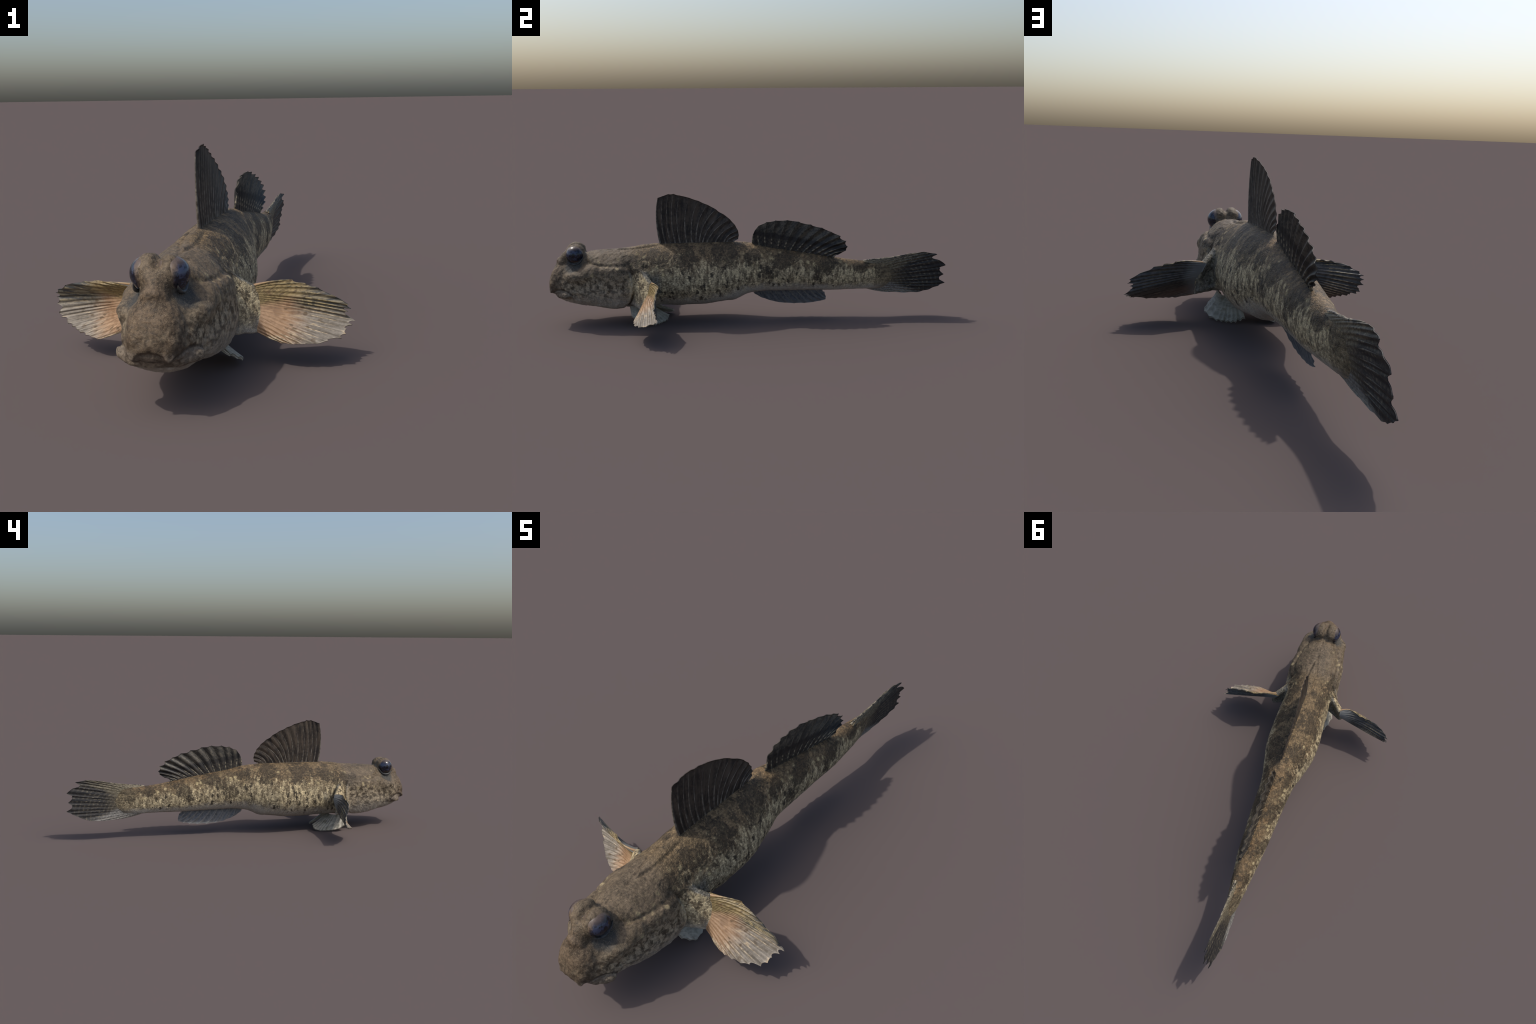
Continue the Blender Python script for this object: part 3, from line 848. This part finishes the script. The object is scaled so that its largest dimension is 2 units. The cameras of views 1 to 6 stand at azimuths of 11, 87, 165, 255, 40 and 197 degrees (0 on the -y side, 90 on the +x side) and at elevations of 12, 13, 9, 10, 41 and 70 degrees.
# --- anal fin
an_x = lambda y, z: -.004 + .03*y - .26*(.135 - z)
an_out = plane_pts([(.042, .110), (.082, .087), (.130, .071), (.178, .063), (.228, .059), (.280, .060), (.326, .065), (.362, .072), (.388, .080), (.390, .098), (.382, .122)], an_x)
nr = 11
u = np.linspace(0, 1, nr)
tips = pchip(np.linspace(0, 1, len(an_out)), an_out, u)
by = .018 + .350*u
bases = np.stack([-.002 + .010*u, by, prof(2, by) + .004], -1)
bends = np.stack([0*u, -.010 + 0*u, -.008 + 0*u], -1)
AN = ray_curves(bases, tips, bends)
n = Nodes("anal_fin_membrane")
fi = n.sub(n.noise(80, 3), .5)
rw = n.math("SINE", n.mul(n.sub(n.x, n.mul(n.y, .8)), 180.))
c = n.mix(n.step(-.2, .2, fi), (.075, .082, .092), (.155, .16, .168))
c = n.mix(n.mul(n.step(.045, .075, n.y), .55), c, (.20, .195, .185))
c = n.mix(n.mul(n.step(.3, .9, rw), .35), c, (.25, .235, .205))
n.bump(fi, .2, .003)
AN_MAT = thin(n, n.finish(c, .45, .4), c, .12)
n = Nodes("anal_fin_ray"); g = n.noise(60, 3)
AN_RAY = n.finish(n.mix(n.step(.3, .7, g), (.15, .145, .13), (.30, .275, .235)), .5, .35)
build_fin("anal_fin", root, frame((0, .018, .139), (0, 1, 0), (0, 0, -1)), AN, [AN_MAT], AN_RAY, (.0042, .0016),
          per_gap=8, scallop=.05, power=.9, pleat=.002, th0=.006, th1=.0025, ridge=.0004, seed=8)

# --- tail fin
tf_x = lambda y, z: .007 + .20*(z - .205) + .014*float(sstep(.84, 1., y))
tf_tip = plane_pts([(.690, .301), (.770, .312), (.830, .325), (.880, .333), (.912, .328), (.950, .321), (.930, .300), (.966, .288), (.998, .262),
                    (.972, .243), (.992, .213), (.972, .190), (1.003, .165), (.972, .148), (.925, .127), (.870, .111), (.800, .109), (.715, .114)], tf_x)
nr = len(tf_tip)
u = np.linspace(0, 1, nr)
tips = tf_tip
tb = plane_pts([(.575, .287), (.63, .278), (.665, .250), (.68, .212), (.668, .178), (.64, .150), (.60, .141)], tf_x)
bases = pchip([0, .15, .35, .5, .65, .85, 1], tb, u)
bends = np.stack([0*u, .010*np.cos(u*math.pi*2)*0, .006*np.cos(u*math.pi)], -1)
TF = ray_curves(bases, tips, bends, 44)
n, ang, rad, vec = fin_base_nodes("tail_fin_membrane", 26, 9)
st = n.sub(n.noise(1.3, 4, .65, vec), .5); fi = n.sub(n.noise(110, 3), .5)
ck = n.math("SINE", n.add(n.mul(rad, 260.), n.mul(ang, 30.), n.mul(st, 6.)))
c = n.mix(n.step(-.2, .22, n.add(st, n.mul(fi, .6))), (.014, .014, .015), (.048, .043, .037))
prox = n.step(.19, .05, n.add(rad, n.mul(st, .10)))
c = n.mix(n.mul(prox, .75), c, n.mix(n.step(-.2, .2, n.add(st, fi)), (.09, .072, .045), (.27, .22, .135)))
fleck = n.mul(n.step(.1, .8, ck), n.step(-.05, .12, st), n.step(.40, .25, rad))
c = n.mix(n.mul(fleck, .5), c, (.24, .205, .135))
low = n.mul(n.step(-.30, -.46, n.add(ang, n.mul(st, .2))), n.step(.36, .26, rad))
c = n.mix(n.mul(low, .75), c, n.mix(n.step(-.2, .2, n.add(st, fi)), (.13, .125, .115), (.34, .325, .29)))
upp = n.mul(n.step(.30, .50, n.add(ang, n.mul(st, .2))), n.step(.35, .22, rad))
c = n.mix(n.mul(upp, .7), c, n.mix(n.step(-.2, .2, n.add(st, fi)), (.10, .085, .055), (.26, .22, .14)))
n.bump(n.add(st, fi), .25, .004)
TF_MAT = thin(n, n.finish(c, .5, .35), c, .1)
n, ang, rad, vec = fin_base_nodes("tail_fin_ray", 10, 60)
g = n.noise(1., 2, .6, vec)
dots = n.mul(n.step(.42, .55, g), n.step(.30, .15, rad))
RAYC = n.mix(dots, (.04, .036, .03), (.25, .21, .145))
RAYC = n.mix(n.mul(n.step(-.30, -.46, ang), .6), RAYC, (.30, .27, .22))
TF_RAY = n.finish(RAYC, .5, .35)
build_fin("tail_fin", root, frame((.014, .63, .21), (0, 1, -.02), (.2, 0, 1)), TF, [TF_MAT], TF_RAY, (.0060, .0014),
          per_gap=8, scallop=.020, power=.8, pleat=.0018, th0=.026, th1=.0028, ridge=.0004, seed=11, spread=.9, taper=3.)

# --- pectoral fans
def pectoral_front():
    n, ang, rad, vec = fin_base_nodes("pectoral_front", 22, 7)
    st = n.sub(n.noise(1.5, 4, .65, vec), .5); fi = n.sub(n.noise(120, 3), .5); bl = n.sub(n.noise(16, 2), .5)
    silver = n.mix(n.step(-.15, .15, n.add(st, n.mul(fi, .25))), (.15, .128, .098), (.33, .29, .235))
    cream = n.mix(n.step(.08, .18, st), silver, (.52, .41, .27))
    peach = n.mix(n.step(-.2, .2, n.add(bl, n.mul(st, .8), n.mul(fi, .4))), (.25, .145, .075), (.46, .295, .17))
    olive = n.mix(n.step(-.2, .2, n.add(st, n.mul(fi, .6))), (.125, .088, .036), (.34, .25, .11))
    dark = n.mix(n.step(-.10, .14, n.add(st, n.mul(fi, .2))), (.050, .052, .050), (.27, .225, .14))
    c = n.mix(n.step(.215, .115, n.add(rad, n.mul(st, .10))), cream, peach)
    top = n.add(ang, n.mul(st, .18))
    c = n.mix(n.mul(n.step(-.06, .10, top), n.step(.13, .19, n.add(rad, n.mul(st, .06)))), c, dark)
    c = n.mix(n.mul(n.step(.10, .36, n.add(ang, n.mul(bl, .4))), n.step(.24, .13, rad)), c, olive)
    # dark flecks sit along the rays
    fl = n.voro(1.0, n.combine(n.mul(ang, 12.), n.mul(rad, 34.), 0.))
    fm = n.mul(n.step(.36, .18, n.add(fl, n.mul(fi, .3))), n.step(.27, .2, rad), n.step(.05, .10, rad))
    c = n.mix(n.mul(fm, .75), c, (.10, .065, .032))
    blot = n.mul(n.step(.04, .16, bl), n.step(.16, .08, rad))
    c = n.mix(n.mul(blot, .55), c, (.13, .07, .035))
    n.bump(n.add(st, n.mul(fi, .6)), .3, .004)
    return thin(n, n.finish(c, .42, .4), c, .12)
def pectoral_back():
    n, ang, rad, vec = fin_base_nodes("pectoral_back", 18, 8)
    st = n.sub(n.noise(1.4, 4, .65, vec), .5); fi = n.sub(n.noise(90, 3), .5); bl = n.sub(n.noise(12, 2), .5)
    c = n.mix(n.step(-.2, .2, n.add(st, n.mul(fi, .6))), (.042, .042, .040), (.115, .105, .092))
    pale = n.step(.13, .055, n.add(rad, n.mul(bl, .08)))
    c = n.mix(n.mul(pale, .8), c, (.27, .275, .26))
    red = n.mul(n.step(-.15, -.4, ang), n.step(.04, .1, rad))
    c = n.mix(n.mul(red, .5), c, (.22, .135, .095))
    n.bump(st, .2, .004)
    return thin(n, n.finish(c, .5, .4), c, .1)
def pectoral_rayskin():
    n, ang, rad, vec = fin_base_nodes("pectoral_ray", 6, 60)
    g = n.noise(1., 3, .6, vec)
    c = n.mix(n.step(.35, .65, g), (.20, .15, .085), (.50, .40, .27))
    c = n.mix(n.step(-.02, .12, ang), c, n.mix(n.step(.4, .6, g), (.10, .085, .05), (.32, .25, .125)))
    c = n.mix(n.step(.13, .06, rad), c, (.40, .25, .135))
    return n.finish(c, .42, .45)
PF, PB, PR = pectoral_front(), pectoral_back(), pectoral_rayskin()

P_BASE = [(.166, -.485, .228), (.172, -.484, .218), (.178, -.485, .205), (.184, -.487, .193), (.189, -.490, .180), (.194, -.495, .166),
          (.197, -.503, .150), (.199, -.512, .134), (.201, -.519, .118), (.201, -.522, .102)]
P_TIP = [(.286, -.436, .238), (.366, -.443, .220), (.455, -.446, .174), (.458, -.438, .150), (.468, -.434, .121), (.460, -.472, .101),
         (.436, -.517, .091), (.372, -.545, .079), (.309, -.556, .078), (.262, -.552, .082)]
M_BASE = [(.182, -.500, .224), (.184, -.496, .214), (.188, -.494, .202), (.193, -.495, .190), (.196, -.498, .176), (.199, -.503, .162),
          (.200, -.511, .146), (.200, -.520, .130), (.200, -.527, .114), (.199, -.530, .098)]
M_TIP = [(.300, -.496, .232), (.374, -.492, .224), (.464, -.460, .189), (.472, -.442, .160), (.473, -.450, .120), (.455, -.462, .100),
         (.424, -.486, .088), (.385, -.512, .077), (.345, -.532, .068), (.298, -.546, .061)]
for s, B, T, sd in ((1, P_BASE, P_TIP, 21), (-1, M_BASE, M_TIP, 22)):
    nr = 19
    k = np.linspace(0, 1, len(B)); u = np.linspace(0, 1, nr)
    bases = pchip(k, np.array(B)*[s, 1, 1], u); tips = pchip(k, np.array(T)*[s, 1, 1], u)
    # alternate rays reach a little farther, as frayed edges do
    rg = np.random.default_rng(sd)
    tips = tips + (tips - bases)*(rg.uniform(-.05, .028, nr))[:, None]*np.sin(np.pi*np.clip(u*1.1, 0, 1))[:, None]
    bends = np.stack([0*u, (.044*np.sin(np.pi*u**.8)*(1 - u) - .034*u*np.sin(np.pi*u) if s > 0 else .028*np.sin(np.pi*u**1.6)**1.5 - .042*(1 - u)**1.5), .010 - .014*u], -1)
    R = ray_curves(bases, tips, bends, 40)
    M = frame((s*.150, -.488, .170), (s*.30, .035, -.03), (0, 0, 1))
    mats = [PF, PB] if s > 0 else [PB, PF]
    build_fin("fin_membrane", PECT[s], M, R, mats, PR, (.0050, .0013), as_child=PECT[s], ray_span=(.05, .96),
              per_gap=7, scallop=.034, power=.75, pleat=.0022, th0=.026, th1=.0028, ridge=.0004, seed=sd, spread=.9, taper=3.)

# --- pelvic fins: two soft fans the fish rests on
n, ang, rad, vec = fin_base_nodes("pelvic_membrane", 14, 8)
st = n.sub(n.noise(1.5, 3, .6, vec), .5); fi = n.sub(n.noise(80, 3), .5)
c = n.mix(n.step(-.2, .2, n.add(st, n.mul(fi, .6))), (.30, .275, .22), (.50, .46, .37))
bl = n.noise(26, 2)
c = n.mix(n.mul(n.step(.60, .70, bl), .55), c, (.18, .155, .09))
n.bump(n.add(st, n.mul(fi, .5)), .25, .004)
PV = thin(n, n.finish(c, .5, .35), c, .12)
n = Nodes("pelvic_ray"); g = n.noise(50, 3)
PVR = n.finish(n.mix(n.step(.3, .7, g), (.32, .295, .235), (.53, .49, .40)), .5, .35)
V_BASE = [(.086, -.600, .090), (.086, -.570, .084), (.072, -.540, .078), (.058, -.525, .076), (.040, -.515, .075), (.018, -.510, .075)]
V_TIP = [(.128, -.590, .050), (.156, -.545, .022), (.122, -.470, .003), (.086, -.446, .002), (.054, -.418, .008), (.018, -.412, .022)]
W_TIP = [(.134, -.592, .048), (.142, -.535, .014), (.120, -.462, .001), (.108, -.426, .001), (.092, -.398, .010), (.058, -.400, .026)]
for s, VT in ((1, V_TIP), (-1, W_TIP)):
    nr = 11
    k = np.linspace(0, 1, len(V_BASE)); u = np.linspace(0, 1, nr)
    bases = pchip(k, np.array(V_BASE)*[s, 1, 1], u); tips = pchip(k, np.array(VT)*[s, 1, 1], u)
    bends = np.stack([s*.004 + 0*u, .004 + 0*u, -.010 + 0*u], -1)
    R = ray_curves(bases, tips, bends, 24)
    M = frame((s*.03, -.58, .09), (s*.5, .8, -.3), (0, 0, 1))
    build_fin("pelvic_fin", root, M, R, [PV], PVR, (.0034, .0014), ray_span=(0, .93),
              per_gap=7, scallop=.05, power=.9, pleat=.0022, th0=.020, th1=.006, ridge=.0012, seed=30 + s)
